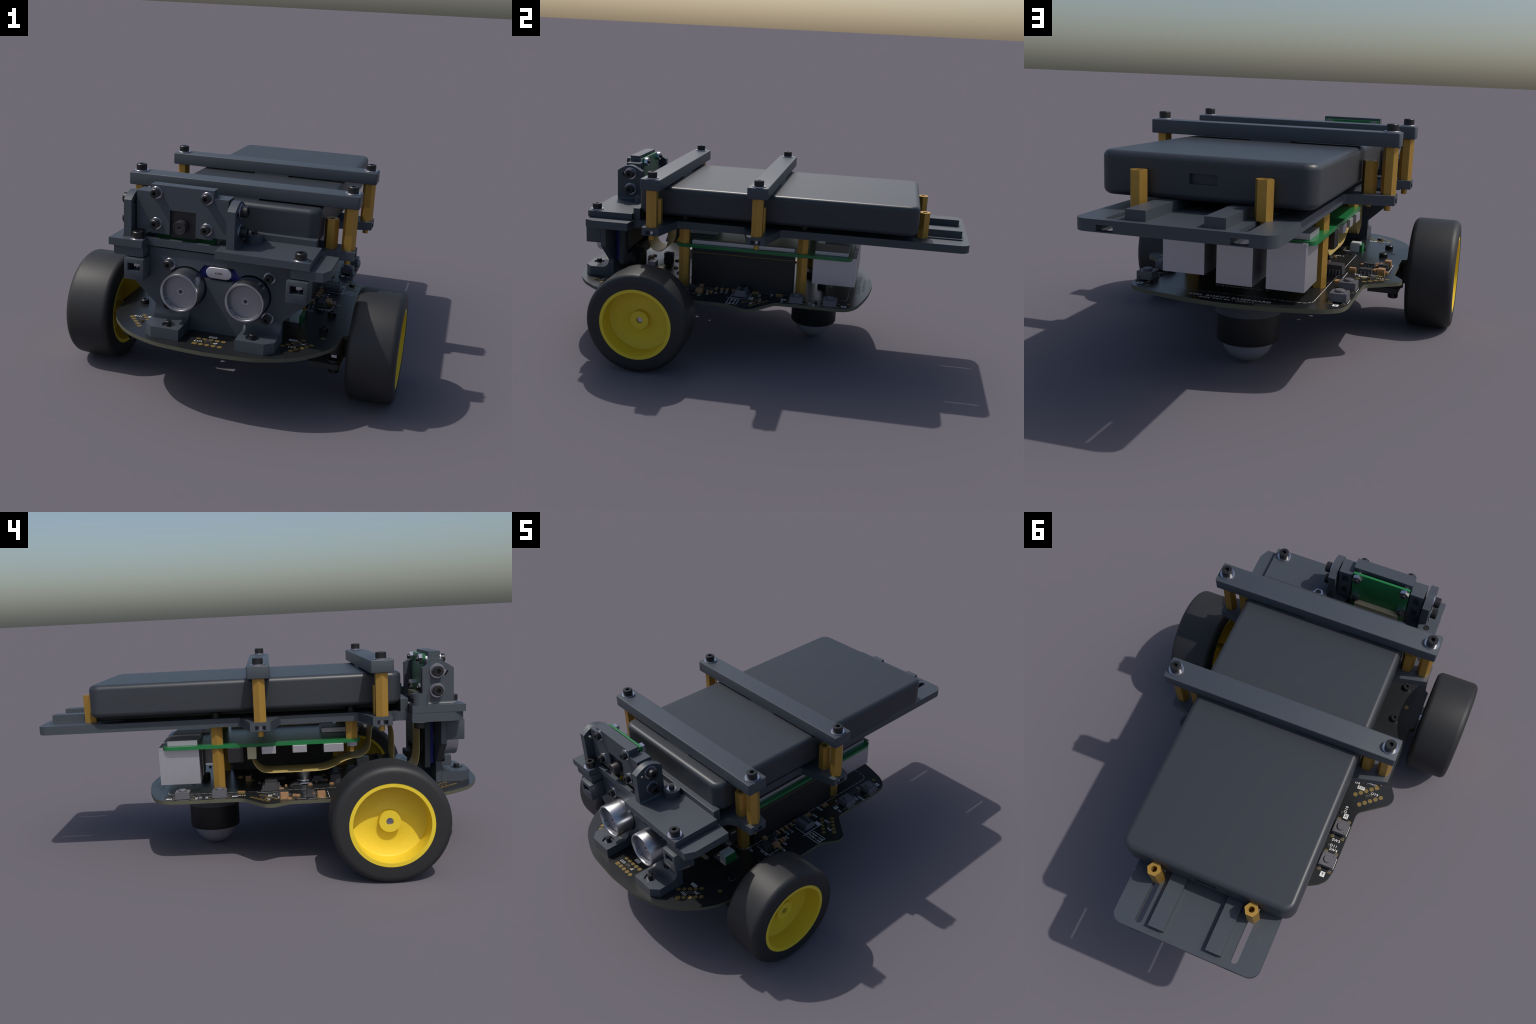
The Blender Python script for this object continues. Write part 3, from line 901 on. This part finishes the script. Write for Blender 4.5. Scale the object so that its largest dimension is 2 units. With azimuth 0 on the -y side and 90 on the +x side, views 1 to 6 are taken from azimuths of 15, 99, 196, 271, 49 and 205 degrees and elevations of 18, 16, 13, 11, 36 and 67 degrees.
lathe("camera_lens", [(0.027, -0.7655), (0.027, -0.822), (0.0255, -0.8245), (0.0235, -0.8245), (0.0225, -0.822), (0.020, -0.8225), (0.0075, -0.8225), (0.0055, -0.8195), (0, -0.8175)],
      "camera", cam, 36, 'y', (CX, 0, 0.7435))
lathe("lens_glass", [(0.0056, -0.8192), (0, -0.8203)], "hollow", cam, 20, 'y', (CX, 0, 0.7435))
box("cable_connector", -0.272, -0.066, -0.7245, -0.700, 0.690, 0.720, "beige", cam, 0.001)

# ---------- ribbon cable -----------------------------------------------------
path = [(0.046, 0.470), (0.046, 0.452), (0.037, 0.428), (0.015, 0.400), (-0.019, 0.3865), (-0.113, 0.385), (-0.261, 0.3865), (-0.320, 0.400), (-0.367, 0.423),
        (-0.406, 0.4355), (-0.445, 0.441), (-0.476, 0.459), (-0.492, 0.489), (-0.496, 0.524), (-0.503, 0.571), (-0.522, 0.598), (-0.548, 0.606), (-0.575, 0.598), (-0.592, 0.575),
        (-0.599, 0.535), (-0.600, 0.472), (-0.600, 0.425), (-0.615, 0.382), (-0.655, 0.362), (-0.698, 0.382), (-0.714, 0.434), (-0.7155, 0.52), (-0.7145, 0.62), (-0.712, 0.70)]
sp = spline(path, 5)
bm = bmesh.new()
rows = []
T_ = 0.0022
for i, p in enumerate(sp):
    a = sp[max(i - 1, 0)]; b = sp[min(i + 1, len(sp) - 1)]
    t = (b - a).normalized()
    nrm = Vector((-t.y, t.x))
    q0, q1 = p + nrm * T_ / 2, p - nrm * T_ / 2
    rows.append([bm.verts.new((-0.251, q0.x, q0.y)), bm.verts.new((-0.088, q0.x, q0.y)), bm.verts.new((-0.088, q1.x, q1.y)), bm.verts.new((-0.251, q1.x, q1.y))])
for a, b in zip(rows[:-1], rows[1:]):
    for k in range(4):
        bm.faces.new((a[k], a[(k + 1) % 4], b[(k + 1) % 4], b[k]))
bm.faces.new(rows[0]); bm.faces.new(list(reversed(rows[-1])))
finish("ribbon_cable", from_bm(bm), "cable", robot, 40)

# ---------- wheels, motors, encoders ----------------------------------------
WY, WR = -0.5135, 0.2435
def shoulder(cr, cx, r, a0, a1, n=6):
    return [(cr + r * math.sin(a0 + (a1 - a0) * k / n), cx + r * math.cos(a0 + (a1 - a0) * k / n)) for k in range(n + 1)]
for s in (-1, 1):
    wheel = empty("wheel", (s * 0.635, WY, WR), robot)
    X0, X1, sr = 0.528, 0.731, 0.028
    prof = [(0.1740, X0)] + [(r_, x_) for r_, x_ in shoulder(WR - sr, X0 + sr, sr, PI, PI / 2)] + [(WR + 0.0, (X0 + X1) / 2)] + \
           [(r_, x_) for r_, x_ in shoulder(WR - sr, X1 - sr, sr, PI / 2, 0)] + [(0.1740, X1)]
    prof = [(r_, s * x_) for r_, x_ in prof]
    lathe("tyre", prof, "rubber", wheel, 64, 'x', (0, WY, WR), smooth=40, closed=True)
    rim = [(0.1745, 0.531), (0.1745, 0.7295), (0.1585, 0.7295), (0.1555, 0.640), (0.150, 0.636), (0.048, 0.634), (0.0455, 0.636), (0.0445, 0.664), (0.0155, 0.664),
           (0.0155, 0.590), (0.0455, 0.590), (0.0455, 0.622), (0.1555, 0.622), (0.1585, 0.531)]
    lathe("rim", [(r_, s * x_) for r_, x_ in rim], "yellow", wheel, 44, 'x', (0, WY, WR), smooth=40, closed=True)
    stud("axle", (s * 0.50, WY, WR), 0.0150, s * 0.155, 'x', "steel", wheel)

    motor = prism("gear_motor", rounded([(WY - 0.062, WR - 0.0515, 0.02), (WY + 0.062, WR - 0.0515, 0.02), (WY + 0.062, WR + 0.0500, 0.02), (WY - 0.062, WR + 0.0500, 0.02)], 6),
                  s * 0.300, s * 0.450, "port", robot, plane='yz')
    prism("gear_housing", rect(WY - 0.062, WY + 0.062, WR - 0.0515, WR + 0.0500), s * 0.4505, s * 0.515, "dark_plastic", motor, plane='yz')
    prism("encoder_board", rect(WY - 0.036, WY + 0.024, WR - 0.058, 0.3385), s * 0.2885, s * 0.2995, "green", motor, plane='yz')
    prism("encoder_connector", rect(WY - 0.0355, WY + 0.0235, 0.262, 0.3455), s * 0.2440, s * 0.2880, "white", motor, plane='yz', bevel=0.001)
    br = prism("motor_bracket", [(WY - 0.078, 0.2935), (WY - 0.078, 0.1822), (WY + 0.078, 0.1822), (WY + 0.078, 0.2935)],
               s * 0.43, s * 0.49, "dark_plastic", robot, plane='yz', holes=[rect(WY - 0.0635, WY + 0.0635, WR - 0.053, WR + 0.0495)])
    for y in (WY - 0.094, WY + 0.094):
        sg = -1 if y < WY else 1
        bo_ = lathe("bracket_boss", [(0, 0.1822), (0.033, 0.1822), (0.033, 0.2935), (0, 0.2935)], "dark_plastic", br, 32, 'z', (s * 0.4645, y, 0))
        cut(bo_, [box_mesh(s * 0.4645 - 0.0225, s * 0.4645 + 0.0225, min(y + sg * 0.0, y + sg * 0.06), max(y, y + sg * 0.06), 0.195, 0.222)], 35)
        place("nut", NUT_SMALL, (s * 0.4645, y, 0.204), 'z', robot)
    box("bracket_strap", s * 0.354, s * 0.490, WY - 0.135, WY + 0.135, 0.157, 0.182, "dark_plastic", br, 0.002)
    for y in (WY - 0.094, WY + 0.094):
        place("screw", SCREW, (s * 0.4645, y, 0.157), '-z', robot, 0.2)

# ---------- ball caster ------------------------------------------------------
caster = lathe("caster_housing", [(0.102, 0.090), (0.117, 0.090), (0.1205, 0.095), (0.1205, 0.2932), (0, 0.2932)], "black_plastic", robot, 56, 'z', (0, 0.2514, 0), smooth=40, closed=False)
lathe("caster_collar", [(0.1210, 0.2935), (0.1275, 0.2935), (0.1275, 0.203), (0.1210, 0.203)], "print", caster, 48, 'z', (0, 0.2514, 0))
BR = 0.103
lathe("caster_ball", [(BR * math.sin(PI * k / 24), BR - BR * math.cos(PI * k / 24)) for k in range(25)], "ball", caster, 48, 'z', (0, 0.2514, 0), smooth=60)
for s in (-1, 1):
    place("screw", SCREW, (s * 0.075, 0.2514 + (0.04 if s > 0 else -0.04), ZP), 'z', robot, 0.3)
